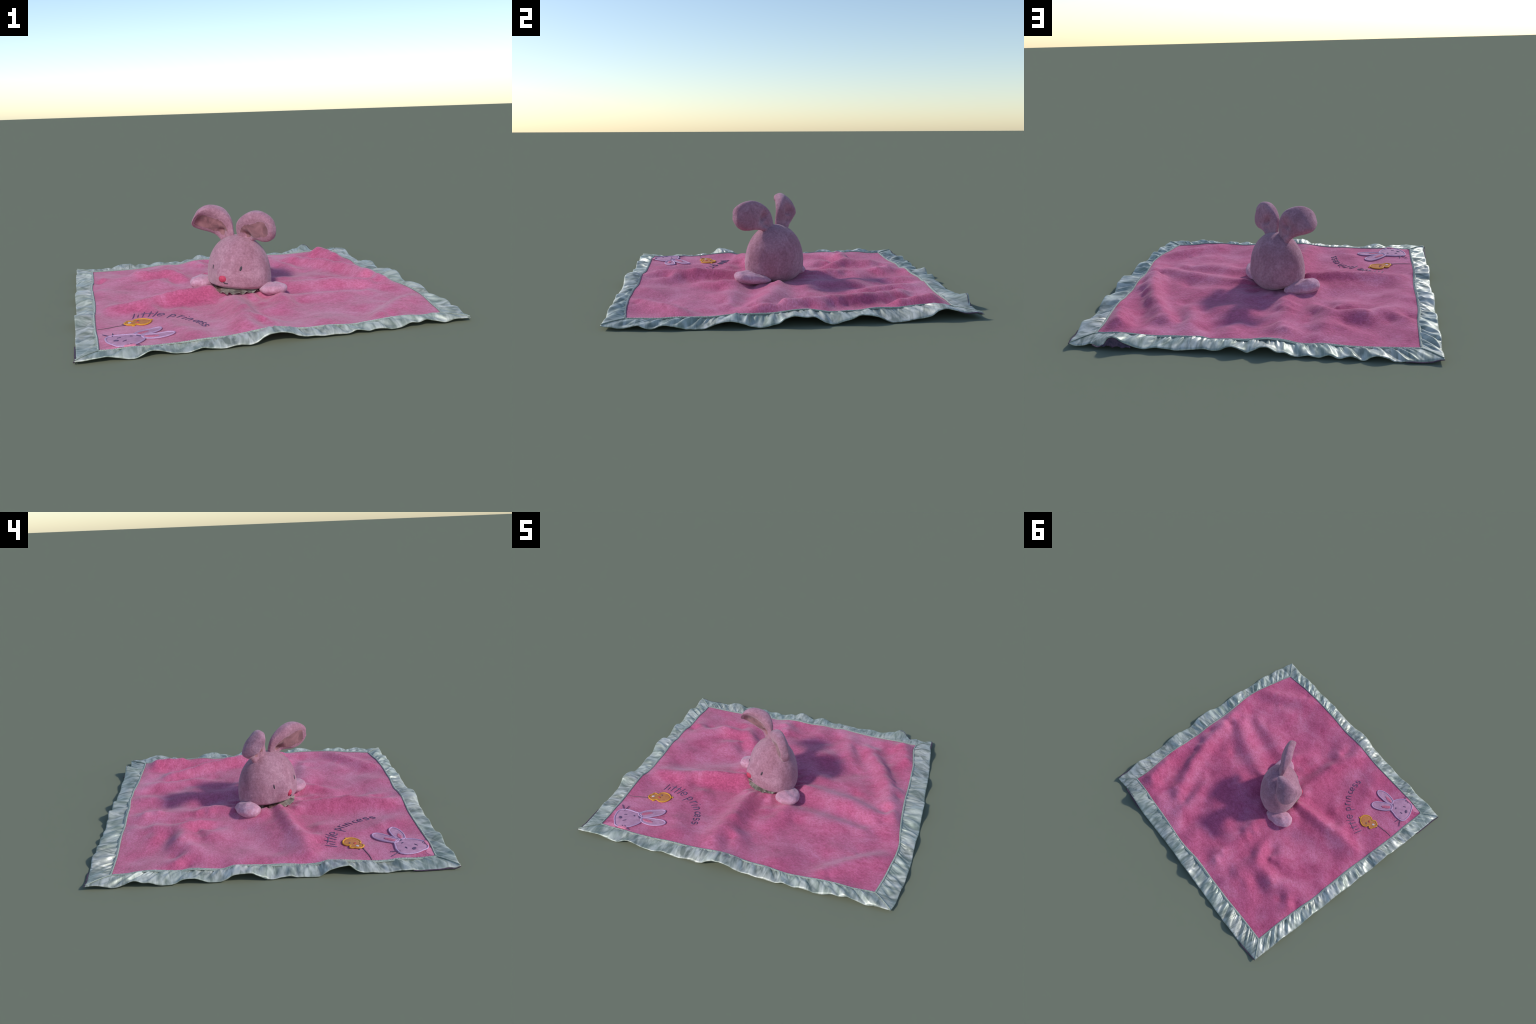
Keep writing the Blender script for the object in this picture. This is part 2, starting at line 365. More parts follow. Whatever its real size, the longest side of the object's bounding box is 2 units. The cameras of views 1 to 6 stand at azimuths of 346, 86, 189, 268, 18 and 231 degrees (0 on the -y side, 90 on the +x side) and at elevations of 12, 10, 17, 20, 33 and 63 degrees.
# the long fold in front of the paws toward the left seam
fold([(-.14, -.085, .074), (-.20, -.095, .080), (-.28, -.108, .086), (-.36, -.122, .092), (-.46, -.140, .092), (-.56, -.168, .078), (-.68, -.20, .062), (-.80, -.205, .052), (-.87, -.24, .038)],
     ((.07, .026), (.08, .020)), ((.06, .062), (.06, .034)))
at((-.27, .00, .056), (-.20, .035, .058), (-.40, -.01, .038), (-.50, -.03, .034), (-.60, -.05, .022), (-.67, -.05, .014), (-.73, -.04, .012), (-.82, -.05, .034),
   (-.62, .02, .010), (-.42, .07, .016), (-.33, .12, .028), (-.20, -.25, .012), (-.17, -.20, .034))
# ridge from the chin to the front seam
fold([(-.10, -.24, .058), (-.115, -.33, .069), (-.125, -.45, .073), (-.13, -.55, .074), (-.15, -.66, .072), (-.155, -.75, .070), (-.13, -.84, .050)],
     ((.085, .016), (.08, .032)), ((.085, .022), (.085, .034)))
at((-.30, -.76, .022), (-.04, -.74, .044), (-.05, -.66, .034))
# around the neck
for a in range(0, 360, 40):
    at((-.03 + .15 * math.cos(math.radians(a)), -.03 + .15 * math.sin(math.radians(a)), .034 - .010 * math.cos(math.radians(a - 45))))
at((-.03, -.03, .036), (.16, -.07, .026), (.2, .08, .034))

SEAM_PTS = np.vstack([side_curve(s, 'seam', 34)[:-1] for s in ('front', 'right', 'back', 'left')])
SEAM_PTS = np.vstack([SEAM_PTS, [CORNERS['br'][1]], [CORNERS['bl'][1]]])

def fit_surface():
    C = np.array(CTRL)
    # drop control points that fall almost on each other, and those beyond the seam
    keep = []
    for i, p in enumerate(C):
        if abs(p[0]) > .88 or abs(p[1]) > .86:
            continue
        if np.min(np.linalg.norm(SEAM_PTS[:, :2] - p[:2], axis=1)) < .035:
            continue
        if all(np.linalg.norm(C[j, :2] - p[:2]) > .028 for j in keep):
            keep.append(i)
    C = C[keep]
    S = SEAM_PTS
    _, ix = np.unique(np.round(S[:, :2], 3), axis=0, return_index=True)
    C = np.vstack([S[np.sort(ix)], C])
    n = len(C)
    d2 = ((C[:, None, :2] - C[None, :, :2]) ** 2).sum(-1)
    K = np.where(d2 > 0, d2 * np.log(d2 + 1e-20) * 0.5, 0)
    lam = np.full(n, 3.5e-4)
    lam[:len(ix)] = 1e-5
    K += np.diag(lam)
    Q = np.hstack([np.ones((n, 1)), C[:, :2]])
    A = np.block([[K, Q], [Q.T, np.zeros((3, 3))]])
    w = np.linalg.solve(A, np.concatenate([C[:, 2], np.zeros(3)]))
    return C[:, :2], w
RBF_C, RBF_W = fit_surface()
WR = [(RNG.uniform(0, 6.28), RNG.uniform(22, 60), RNG.uniform(0, 6.28)) for _ in range(14)]

def cloth(xy):
    """height of the velour's top side at points xy (n, 2)"""
    xy = np.asarray(xy, float)
    out = np.empty(len(xy))
    for s in range(0, len(xy), 8000):
        p = xy[s:s + 8000]
        d2 = ((p[:, None] - RBF_C[None]) ** 2).sum(-1)
        K = np.where(d2 > 1e-14, d2 * np.log(d2 + 1e-20) * 0.5, 0)
        out[s:s + 8000] = K @ RBF_W[:-3] + RBF_W[-3] + p @ RBF_W[-2:]
    wr = np.zeros(len(xy))
    for a, f, ph in WR:
        wr += np.sin(f * (xy[:, 0] * math.cos(a) + xy[:, 1] * math.sin(a)) + ph
                     + 1.5 * np.sin(5 * xy[:, 1] + ph) ) * (22 / f) * 0.0007
    # small gathers where the cloth is drawn in under the head
    dx, dy = xy[:, 0] + .035, xy[:, 1] + .035
    r, th = np.hypot(dx, dy), np.arctan2(dy, dx)
    wr += (.0055 * np.sin(11 * th + 2.2 * np.sin(2 * th + 1)) + .003 * np.sin(19 * th + 1.5 * np.sin(3 * th))) * np.exp(-((r - .21) / .075) ** 2)
    edge = np.minimum(.86 - np.abs(xy[:, 0]), .85 - np.abs(xy[:, 1]))
    out += wr * smoothstep(0.0, .1, edge)
    return np.maximum(out, .008)

# panel mesh: Coons patch between the four seam curves
NP = 300
front, back = side_curve('front', 'seam', NP), side_curve('back', 'seam', NP)
left, right = side_curve('left', 'seam', NP), side_curve('right', 'seam', NP)
u = np.linspace(0, 1, NP)
U, V = np.meshgrid(u, u, indexing='ij')
def mixc(a, b, t):
    return a * (1 - t[..., None]) + b * t[..., None]
XY = (mixc(front[:, None, :2], back[:, None, :2], V) + mixc(left[None, :, :2], right[None, :, :2], U)
      - ((1-U)*(1-V))[..., None]*front[0, :2] - (U*(1-V))[..., None]*front[-1, :2]
      - ((1-U)*V)[..., None]*back[0, :2] - (U*V)[..., None]*back[-1, :2])
Z = cloth(XY.reshape(-1, 2)).reshape(NP, NP)
for sl, c in (((slice(None), 0), front), ((slice(None), -1), back), ((0, slice(None)), left), ((-1, slice(None)), right)):
    Z[sl] = c[:, 2]
panel_v = np.dstack([XY, Z + 0.002]).reshape(-1, 3)
panel_f = [f[::-1] for f in grid_faces(NP, NP)]
panel = mesh_object('blanket_panel', panel_v, panel_f, MAT_PINK, ROOT)
m = panel.modifiers.new('thickness', 'SOLIDIFY'); m.thickness = 0.006; m.offset = -1

# ------------------------------------------------------------ satin border
NS, NT = 760, 18
def pleats(n, seed):
    """irregular gathers along a side: list of (position, width, height)"""
    r = np.random.RandomState(seed)
    s = np.linspace(0, 1.78, n)
    g = np.zeros(n); fine = np.zeros(n)
    p = 0.02
    while p < 1.76:
        w = r.uniform(.011, .034)
        g += r.choice([-1, 1]) * r.uniform(.3, 1.0) * np.exp(-((s - p) / w) ** 2)
        p += w * r.uniform(.9, 1.7)
    p = 0.0
    while p < 1.78:
        w = r.uniform(.004, .008)
        fine += r.uniform(-.7, 1.0) * np.exp(-((s - p) / w) ** 2)
        p += w * r.uniform(1.1, 2.0)
    return g, fine

for si, name in enumerate(('front', 'right', 'back', 'left')):
    o, s = side_curve(name, 'outer', NS), side_curve(name, 'seam', NS)
    t = np.linspace(0, 1, NT)
    g, fine = pleats(NS, 40 + si)
    P = s[:, None] * (1 - t)[None, :, None] + o[:, None] * t[None, :, None]
    ends = smoothstep(0, .04, np.linspace(0, 1, NS)) * smoothstep(0, .04, 1 - np.linspace(0, 1, NS))
    body = np.sin(np.pi * np.clip(t, 0, 1)) ** .8
    near = np.exp(-((t - .20) / .22) ** 2)
    crumple = np.zeros((NS, NT))
    rc = np.random.RandomState(60 + si)
    ss, tt2 = np.linspace(0, 1.78, NS)[:, None], t[None, :] * .11
    for _ in range(260):
        cs, ct = rc.uniform(0, 1.78), rc.uniform(0.0, .11)
        ang, l1, l2 = rc.normal(0, .45), rc.uniform(.020, .045), rc.uniform(.008, .018)
        dv, du = tt2 - ct, ss - cs
        p_, q_ = dv * math.cos(ang) + du * math.sin(ang), -dv * math.sin(ang) + du * math.cos(ang)
        crumple += rc.uniform(-1, 1) * np.exp(-(p_ / l1) ** 2 - (q_ / l2) ** 2)
    z = (0.0125 * g[:, None] * body + 0.0050 * fine[:, None] * near + .0040 * crumple * np.sin(np.pi * t)[None, :] ** .5) * ends[:, None]
    z += 0.004 * np.sin(np.pi * t)[None, :]                       # the folded band is slightly full
    z -= (0.003 * smoothstep(.93, 1.0, t))[None, :]
    P[:, :, 2] = np.maximum(P[:, :, 2] + z, .0045)
    P[:, :, 2] += 0.0015
    flip = name in ('front', 'right')
    F = grid_faces(NS, NT)
    if name in ('back', 'front'):
        F = [f[::-1] for f in F] if name == 'back' else F
    if name == 'left':
        F = F
    if name == 'right':
        F = [f[::-1] for f in F] if False else F
    ob = mesh_object('satin_border', P.reshape(-1, 3), F, MAT_SATIN_X if name in ('front', 'back') else MAT_SATIN_Y, ROOT)
    # make the faces look up
    if sum(p.normal.z for p in ob.data.polygons) < 0:
        ob.data.flip_normals()
    m = ob.modifiers.new('thickness', 'SOLIDIFY'); m.thickness = 0.0045; m.offset = -1

# mitre seams at the corners
def tube(path, r, sides=6, flat=1.0, taper=0.0):
    P = np.asarray(path, float)
    T = np.gradient(P, axis=0)
    T /= np.linalg.norm(T, axis=1)[:, None] + 1e-9
    up = np.array([0, 0, 1.0])
    R = np.cross(T, up); R /= np.linalg.norm(R, axis=1)[:, None] + 1e-9
    Nn = np.cross(R, T)
    a = np.linspace(0, 2 * np.pi, sides, endpoint=False)
    uu = np.linspace(-1, 1, len(P))
    rr = r * (1 - taper * np.abs(uu) ** 3)
    V = (P[:, None] + rr[:, None, None] * (np.cos(a)[None, :, None] * R[:, None]
         + flat * np.sin(a)[None, :, None] * Nn[:, None])).reshape(-1, 3)
    F = grid_faces(len(P), sides, wrap_m=True)
    F += [tuple(range(sides))[::-1], tuple((len(P) - 1) * sides + k for k in range(sides))]
    return V, F

def join(parts):
    V, F, off = [], [], 0
    for v, f in parts:
        V.append(v); F += [tuple(i + off for i in q) for q in f]; off += len(v)
    return np.vstack(V), F

# dark lining that peeps out below the hem
MAT_LINING = thread('dark_lining', srgb(66, 54, 72), srgb(96, 72, 92), 60, 0.7)
LN = 60
lx = np.linspace(.585, .80, LN)
oz = hermite(lx, SIDES['back']['oz'][:, 0], SIDES['back']['oz'][:, 1])
ly = hermite(lx, SIDES['back']['oo'][:, 0], SIDES['back']['oo'][:, 1])
rl = np.random.RandomState(9)
low = .012 + .010 * np.abs(np.sin(lx * 60)) + .004 * rl.rand(LN)
LV = np.stack([np.stack([lx, ly - .010 + .018 * q, (oz - .002) * (1 - q) + np.minimum(low, oz - .003) * q], -1) for q in np.linspace(0, 1, 8)], 1)
ln = mesh_object('hem_lining', LV.reshape(-1, 3), grid_faces(LN, 8), MAT_LINING, ROOT)
mm = ln.modifiers.new('thickness', 'SOLIDIFY'); mm.thickness = .002

LIPS = (('left', .0, .13), ('back', .0, .10), ('right', .93, 1.0))
for nm, u0, u1 in LIPS:
    o = side_curve(nm, 'outer', 400)
    k = o[int(u0 * 399):int(u1 * 399) + 1].copy()
    out_ax = 1 - SIDES[nm]['axis']
    k[:, out_ax] += .004 * np.sign(k[:, out_ax])
    k[:, 2] = np.maximum(k[:, 2] - .004, .004)
    mesh_object('hem_lining', *tube(k, .0045, 6, .7, .5), MAT_LINING, ROOT)

for c, (o, s) in CORNERS.items():
    o, s = np.array(o), np.array(s)
    path = s + (o - s) * np.linspace(0, .97, 14)[:, None] + [0, 0, .0045]
    path[:, 2] += .004 * np.sin(np.pi * np.linspace(0, 1, 14))
    mesh_object('mitre_seam', *tube(path, .0035, 6, .7), MAT_SEAM, ROOT)

# flat seam tape between velour and satin, and its zigzag stitching
stitches = []
for si, name in enumerate(('front', 'right', 'back', 'left')):
    s, o = side_curve(name, 'seam', 420), side_curve(name, 'outer', 420)
    d = o - s
    d /= np.linalg.norm(d, axis=1)[:, None]
    wide = .017 if name in ('back', 'left') else .010
    ts = np.linspace(-.003, wide, 6)
    P = s[:, None] + d[:, None] * ts[None, :, None]
    P[:, :, 2] += .0035 + .003 * np.sin(np.linspace(.3, np.pi, 6))[None, :]
    ob = mesh_object('seam_tape', P.reshape(-1, 3), grid_faces(420, 6), MAT_SEAM, ROOT)
    if sum(p.normal.z for p in ob.data.polygons) < 0:
        ob.data.flip_normals()
    m = ob.modifiers.new('thickness', 'SOLIDIFY'); m.thickness = 0.003; m.offset = -1
    r = np.random.RandomState(80 + si)
    for k in range(2, 416, 2):
        a = s[k] + d[k] * r.uniform(.000, .003) + [0, 0, .0070]
        b = s[min(k + 2, 419)] + d[k] * r.uniform(.006, .010) + [0, 0, .0076]
        stitches.append(tube(np.linspace(a, b, 4), .0014, 5))
st = mesh_object('seam_stitching', *join(stitches), MAT_STITCH, ROOT)
st['kind'] = 'stuff'

# -------------------------------------------------------------- bunny head
def ball(nt, npz):
    th = np.linspace(0, np.pi, nt); ph = np.linspace(0, 2 * np.pi, npz, endpoint=False)
    TH, PH = np.meshgrid(th, ph, indexing='ij')
    D = np.stack([np.sin(TH) * np.cos(PH), np.sin(TH) * np.sin(PH), np.cos(TH)], -1).reshape(-1, 3)
    F = [f[::-1] for f in grid_faces(nt, npz, wrap_m=True)]
    return D, F

HEAD_C = np.array([-.0343, -.0334, .089]); HEAD_YAW = 3.8358
def head_surface(D):
    a, b, ct, cb, sA, sEl, sW, tap = .157, .2041, .279, .0527, .0302, .2113, .1721, -.1411
    tap = .1411
    x, y = a * D[:, 0], b * D[:, 1]
    # the underside slopes: chin higher, nape resting on the cloth
    z = np.where(D[:, 2] > 0, ct, cb * np.where(D[:, 0] < 0, 1 - 1.25 * D[:, 0], 1 - .35 * D[:, 0])) * D[:, 2]
    k = 1 + tap * D[:, 2]
    x, y = x * k, y * k
    sd = np.array([math.cos(sEl), 0, math.sin(sEl)])
    s = sA * np.exp((D @ sd - 1) / sW ** 2)
    P = np.stack([x, y, z], -1) + s[:, None] * sd
    c, q = math.cos(HEAD_YAW), math.sin(HEAD_YAW)
    return np.stack([P[:, 0] * c - P[:, 1] * q, P[:, 0] * q + P[:, 1] * c, P[:, 2]], -1) + HEAD_C

D, F = ball(90, 140)
Hv = head_surface(D)
lump = np.zeros(len(D))
for _ in range(10):
    k = RNG.normal(size=3) * 7; ph = RNG.uniform(0, 6.28)
    lump += np.sin(D @ k + ph) * .0006
Hv += D * lump[:, None]
head = mesh_object('head', Hv, F, MAT_HEAD, ROOT)

def on_head(target, lift=0.0):
    """direction-grid search: the head surface point nearest to a target"""
    Dq, _ = ball(160, 240)
    Pq = head_surface(Dq)
    i = np.argmin(np.linalg.norm(Pq - np.asarray(target), axis=1))
    return Pq[i], Dq[i]

HD, _ = ball(200, 300)
HP = head_surface(HD)
HN = HP - (HEAD_C + [0, 0, .06]); HN /= np.linalg.norm(HN, axis=1)[:, None]
def snap_head(pts, lift):
    out = []
    for p in pts:
        i = np.argmin(np.linalg.norm(HP - p, axis=1))
        out.append(HP[i] + HN[i] * lift)
    return np.array(out)

def pad_on_head(name, centre, w, h, puff, mat, tilt=0.0):
    """small embroidered oval lying on the head"""
    c = np.array(centre, float)
    n = HN[np.argmin(np.linalg.norm(HP - c, axis=1))]
    r = np.cross([0, 0, 1.0], n); r /= np.linalg.norm(r)
    up = np.cross(n, r)
    r, up = r * math.cos(tilt) + up * math.sin(tilt), up * math.cos(tilt) - r * math.sin(tilt)
    V, nr, na = [], 7, 28
    for i in range(nr):
        q = i / (nr - 1)
        for k in range(na):
            a = 2 * math.pi * k / na
            p = c + r * (w * q * math.cos(a)) + up * (h * q * math.sin(a))
            i2 = np.argmin(np.linalg.norm(HP - p, axis=1))
            dpl = (HP[i2] - p) @ n
            V.append(p + n * (dpl + puff * math.sqrt(max(0, 1 - q ** 3)) - .002 * q))
    Fc = [f[::-1] for f in grid_faces(nr, na, wrap_m=True)]
    ob = mesh_object(name, V, Fc, mat, head)
    if sum((p.normal @ Vector(n)) for p in ob.data.polygons) < 0:
        ob.data.flip_normals()
    return ob

pad_on_head('nose', (-.163, -.161, .138), .023, .022, .009, MAT_NOSE, .3)
pad_on_head('eye', (-.059, -.198, .197), .0075, .017, .004, MAT_EYE, -.35)
pad_on_head('eye', (-.184, -.062, .188), .0060, .018, .004, MAT_EYE, .1)
mouth = snap_head(resample(np.array([(-.160, -.166, .118), (-.152, -.176, .108), (-.140, -.184, .106)]), 10), .002)
mesh_object('mouth', *tube(mouth, .003, 6), MAT_EYE, head)

# --------------------------------------------------------------------- ears
def ear(name, top_edge, low_edge, back, hb, hf, crease):
    """plump lobe between its two edges; hb, hf: how far it swells to the
    back and to the front; pinched to a creased stalk at its root"""
    n, mseg = 72, 80
    A, B = resample(np.array(top_edge), n), resample(np.array(low_edge), n)
    back = np.array(back, float); back /= np.linalg.norm(back)
    sv = np.linspace(0, 1, n)
    ph = np.linspace(0, 2 * np.pi, mseg, endpoint=False)
    V = np.zeros((n, mseg, 3)); inner = np.zeros((n, mseg), bool)
    r = np.random.RandomState(5)
    waves = [(r.uniform(4, 9), r.uniform(2, 5), r.uniform(0, 6.28)) for _ in range(6)]
    for i, s in enumerate(sv):
        m, h = (A[i] + B[i]) / 2, (B[i] - A[i]) / 2
        width = np.linalg.norm(h)
        nb = back - (back @ h) * h / (width ** 2 + 1e-9)
        nb /= np.linalg.norm(nb)
        w, q = np.cos(ph), np.sin(ph)
        end = math.sqrt(max(0, 1 - s ** 4)) * min(1, .12 + width / .045)
        grow = smoothstep(.10, .50, s)
        b_ = (.020 + (hb - .020) * grow) * end
        f_ = (.020 + (hf - .020) * grow) * end
        back_off = b_ * np.abs(q) ** .55
        front_off = -f_ * np.abs(q) ** .60
        dish = .26 * f_ * np.exp(-(w / .5) ** 4) * smoothstep(.15, .45, s) * smoothstep(1.0, .75, s)
        dent = crease * math.exp(-((s - .33) / .065) ** 2) * np.exp(-((w + .05) / .42) ** 2)
        fold_ = .5 * crease * math.exp(-((s - .20) / .07) ** 2) * np.exp(-((w - .35) / .3) ** 2)
        fdent = .9 * crease * math.exp(-((s - .22) / .08) ** 2) * np.exp(-((w - .15) / .35) ** 2)
        off = np.where(q >= 0, back_off - (dent + fold_) * np.abs(q) ** .5, front_off + dish + fdent * np.abs(q) ** .5)
        for f1, f2, p in waves:
            off = off + .0009 * np.sin(f1 * s * 2 + f2 * w * 1.5 + p) * np.sign(q) * np.abs(q)
        V[i] = m + w[:, None] * h + off[:, None] * nb
        inner[i] = (q < -.1) & (np.abs(w - .08 + .07 * math.sin(8 * s)) < .52 + .05 * math.sin(21 * s)) & (.16 < s + .03 * np.sin(7 * w)) & (s < .80 - .10 * w * w)
    Fall = grid_faces(n, mseg, wrap_m=True)
    inn, out = [], []
    for f in Fall:
        (inn if all(inner[k // mseg, k % mseg] for k in f) else out).append(f)
    out.append(tuple((n - 1) * mseg + k for k in range(mseg)))
    Vf = V.reshape(-1, 3)
    body = mesh_object(name, Vf, out, MAT_HEAD, ROOT)
    used = sorted({k for f in inn for k in f}); idx = {k: j for j, k in enumerate(used)}
    # whole-ear normals shared by both pieces so that no shading seam shows
    full = bpy.data.meshes.new('tmp'); full.from_pydata([tuple(v) for v in Vf], [], Fall + [out[-1]])
    full.update()
    vn = np.array([tuple(v.normal) for v in full.vertices])
    flip = np.sum(vn * (Vf - np.repeat(V.mean(1), mseg, axis=0))) < 0
    bpy.data.meshes.remove(full)
    patch = mesh_object('inner_ear', Vf[used], [tuple(idx[k] for k in f) for f in inn], MAT_INEAR, body)
    if flip:
        vn = -vn
        body.data.flip_normals(); patch.data.flip_normals()
    body.data.normals_split_custom_set_from_vertices([tuple(v) for v in vn])
    patch.data.normals_split_custom_set_from_vertices([tuple(vn[k]) for k in used])
    return body

ear('ear',
    [(-.026, -.046, .335), (-.038, -.046, .375), (-.044, -.062, .435), (-.013, -.122, .497), (.036, -.190, .524), (.075, -.245, .512), (.103, -.285, .480), (.112, -.294, .440)],
    [(.035, -.090, .315), (.050, -.112, .342), (.068, -.148, .350), (.092, -.200, .348), (.110, -.235, .354), (.119, -.258, .368), (.120, -.282, .400), (.112, -.294, .440)],
    (.82, .54, .23), .048, .040, .036)
ear('ear',
    [(-.050, -.018, .335), (-.056, -.022, .380), (-.064, -.012, .450), (-.105, -.004, .512), (-.165, -.004, .538), (-.215, -.006, .540), (-.262, -.006, .518), (-.291, .020, .472)],
    [(-.110, .052, .315), (-.126, .064, .345), (-.154, .080, .370), (-.190, .090, .386), (-.235, .100, .400), (-.272, .098, .418), (-.290, .066, .440), (-.291, .020, .472)],
    (.34, .80, .48), .054, .038, .036)

# --------------------------------------------------------------------- paws
def paw(c, a, b, cc, yaw, pitch, tap):
    D, F = ball(48, 64)
    D = D[:, [2, 0, 1]]
    k = 1 + tap * D[:, 0]
    P = np.stack([a * np.sign(D[:, 0]) * np.abs(D[:, 0]) ** .85, b * k * D[:, 1], cc * k * D[:, 2]], -1)
    cp, sp = math.cos(pitch), math.sin(pitch)
    P = np.stack([P[:, 0] * cp - P[:, 2] * sp, P[:, 1], P[:, 0] * sp + P[:, 2] * cp], -1)
    cy, sy = math.cos(yaw), math.sin(yaw)
    P = np.stack([P[:, 0] * cy - P[:, 1] * sy, P[:, 0] * sy + P[:, 1] * cy, P[:, 2]], -1) + c
    r = np.random.RandomState(3)
    for _ in range(8):
        q = r.normal(size=3) * 5; ph = r.uniform(0, 6.28)
        P += D * (np.sin(D @ q + ph) * .0012)[:, None]
    ob = mesh_object('paw', P, F, MAT_PAW, ROOT)
    if sum((p.normal @ (p.center - Vector(c))) for p in ob.data.polygons) < 0:
        ob.data.flip_normals()
    return ob
paw((.1262, -.1789, .0614), .1151, .0752, .0350, -1.4885, .16, .29)
paw((-.2064, .1068, .0617), .1154, .0650, .0430, 3.5147, .118, .196)

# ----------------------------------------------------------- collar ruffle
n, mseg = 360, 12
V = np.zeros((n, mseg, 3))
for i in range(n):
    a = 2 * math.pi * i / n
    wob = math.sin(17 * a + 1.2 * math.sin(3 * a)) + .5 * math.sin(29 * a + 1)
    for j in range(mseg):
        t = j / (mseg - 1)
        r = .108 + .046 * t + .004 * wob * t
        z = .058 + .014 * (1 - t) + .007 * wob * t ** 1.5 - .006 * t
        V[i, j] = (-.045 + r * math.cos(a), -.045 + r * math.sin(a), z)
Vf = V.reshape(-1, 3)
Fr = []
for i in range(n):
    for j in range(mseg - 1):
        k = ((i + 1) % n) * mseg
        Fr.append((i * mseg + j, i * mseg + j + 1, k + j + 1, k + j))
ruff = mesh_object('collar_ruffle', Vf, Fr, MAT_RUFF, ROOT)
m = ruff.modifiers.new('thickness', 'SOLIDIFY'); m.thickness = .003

# -------------------------------------------------------------- embroidery
def drape(xy, lift):
    xy = np.asarray(xy, float)
    return np.column_stack([xy, cloth(xy) + .002 + lift])

# glyphs as single strokes, x to the right, y up, unit = height of the letter
arc = lambda cx, cy, rx, ry, a0, a1, k=12: [(cx + rx * math.cos(math.radians(a0 + (a1 - a0) * i / k)),
                                            cy + ry * math.sin(math.radians(a0 + (a1 - a0) * i / k))) for i in range(k + 1)]
S_STROKE = arc(.0, .74, .30, .24, 20, 250) + arc(.02, .26, .32, .25, 100, -160)
GLYPHS = {
    'l': [[(0, 0), (.02, .5), (.0, 1)]],
    'i': [[(0, 0), (0, 1)], [(0, 1.42), (.02, 1.52)]],
    't': [[(.03, 0), (0, .5), (-.02, 1)], [(-.30, .66), (.0, .70), (.30, .70)]],
    'e': [[(-.36, .50), (.36, .56)] + arc(0, .5, .38, .48, 10, 320, 16)],
    'p': [[(-.34, -.85), (-.34, .2), (-.34, 1.0)], arc(-.02, .50, .36, .46, 170, -170, 16)],
    'r': [[(0, 0), (0, 1)], [(0, .62), (.16, .88), (.40, .98)]],
    'n': [[(-.30, 0), (-.30, 1)], [(-.30, .62)] + arc(0, .62, .30, .34, 160, 0, 8) + [(.30, .3), (.30, 0)]],
    'c': [arc(.05, .5, .42, .48, 50, 310, 16)],
    's': [S_STROKE]}
LETTERS = [  # glyph, middle of its base, middle of its top
    ('l', -.699, -.370, -.684, -.306), ('i', -.672, -.362, -.665, -.332), ('t', -.649, -.368, -.628, -.309),
    ('t', -.619, -.378, -.591, -.318), ('l', -.594, -.386, -.559, -.326), ('e', -.561, -.392, -.535, -.355),
    ('p', -.497, -.426, -.477, -.394), ('r', -.472, -.449, -.439, -.413), ('i', -.449, -.470, -.418, -.445),
    ('n', -.425, -.495, -.391, -.472), ('c', -.395, -.538, -.367, -.518), ('e', -.384, -.566, -.352, -.549),
    ('s', -.376, -.603, -.338, -.592), ('s', -.368, -.643, -.332, -.632)]
lettering = bpy.data.objects.new('embroidered_lettering', None)
bpy.context.scene.collection.objects.link(lettering)
lettering.parent = ROOT
for g, bx, by, tx, ty in LETTERS:
    up = np.array([tx - bx, ty - by])
    rt = np.array([up[1], -up[0]])
    if g in 'lt':
        rt = rt * (.040 / np.linalg.norm(rt)) * 1.5
    parts = []
    for stroke in GLYPHS[g]:
        p = resample(np.array(stroke), max(4, 5 * len(stroke)), smooth=len(stroke) > 3)
        xy = np.array([bx, by]) + p[:, :1] * rt + p[:, 1:] * up
        parts.append(tube(drape(xy, .0010), .0034, 7, .8, .3))
    mesh_object('letter', *join(parts), MAT_NAVY, lettering)

def patch(name, outline, mat, parent, lift, puff, edge_mat=None, edge_r=.004, edge_name='edging', centre=None):
    """padded applique: an outline filled toward its middle, with a corded edge"""
    O = resample(np.array(outline), 96, closed=True)
    c = O.mean(0) if centre is None else np.array(centre)
    rings = 10
    XYp = np.vstack([c + (O - c) * (1 - i / rings * .985) for i in range(rings + 1)])
    q = np.repeat(np.arange(rings + 1) / rings, len(O))
    V = drape(XYp, 0)
    V[:, 2] += lift + puff * np.minimum(1, q * 4) ** .5
    Fp = grid_faces(rings + 1, len(O), wrap_m=True) + [tuple(rings * len(O) + k for k in range(len(O)))]
    skirt = drape(O, -.003)
    k0 = len(V)
    V = np.vstack([V, skirt])
    N = len(O)
    Fp += [(k0 + i, k0 + (i + 1) % N, (i + 1) % N, i) for i in range(N)]
    ob = mesh_object(name, V, Fp, mat, parent)
    if sum(p.normal.z * p.area for p in ob.data.polygons) < 0:
        ob.data.flip_normals()
    if edge_mat:
        loop = drape(np.vstack([O, O[:2]]), lift + puff * .6)
        mesh_object(edge_name, *tube(loop, edge_r, 7, .8), edge_mat, ob)
    return ob

def mark(name, pts, r, mat, parent, lift=.007, flat=.7):
    p = resample(np.array(pts), 14, smooth=len(pts) > 2)
    return mesh_object(name, *tube(drape(p, lift), r, 7, flat, .3), mat, parent)

# pale corner felt under the bunny
patch('corner_felt', [(-.785, -.858), (-.825, -.860), (-.874, -.852), (-.866, -.839), (-.835, -.822), (-.806, -.836)], MAT_PALE, ROOT, .001, .001)
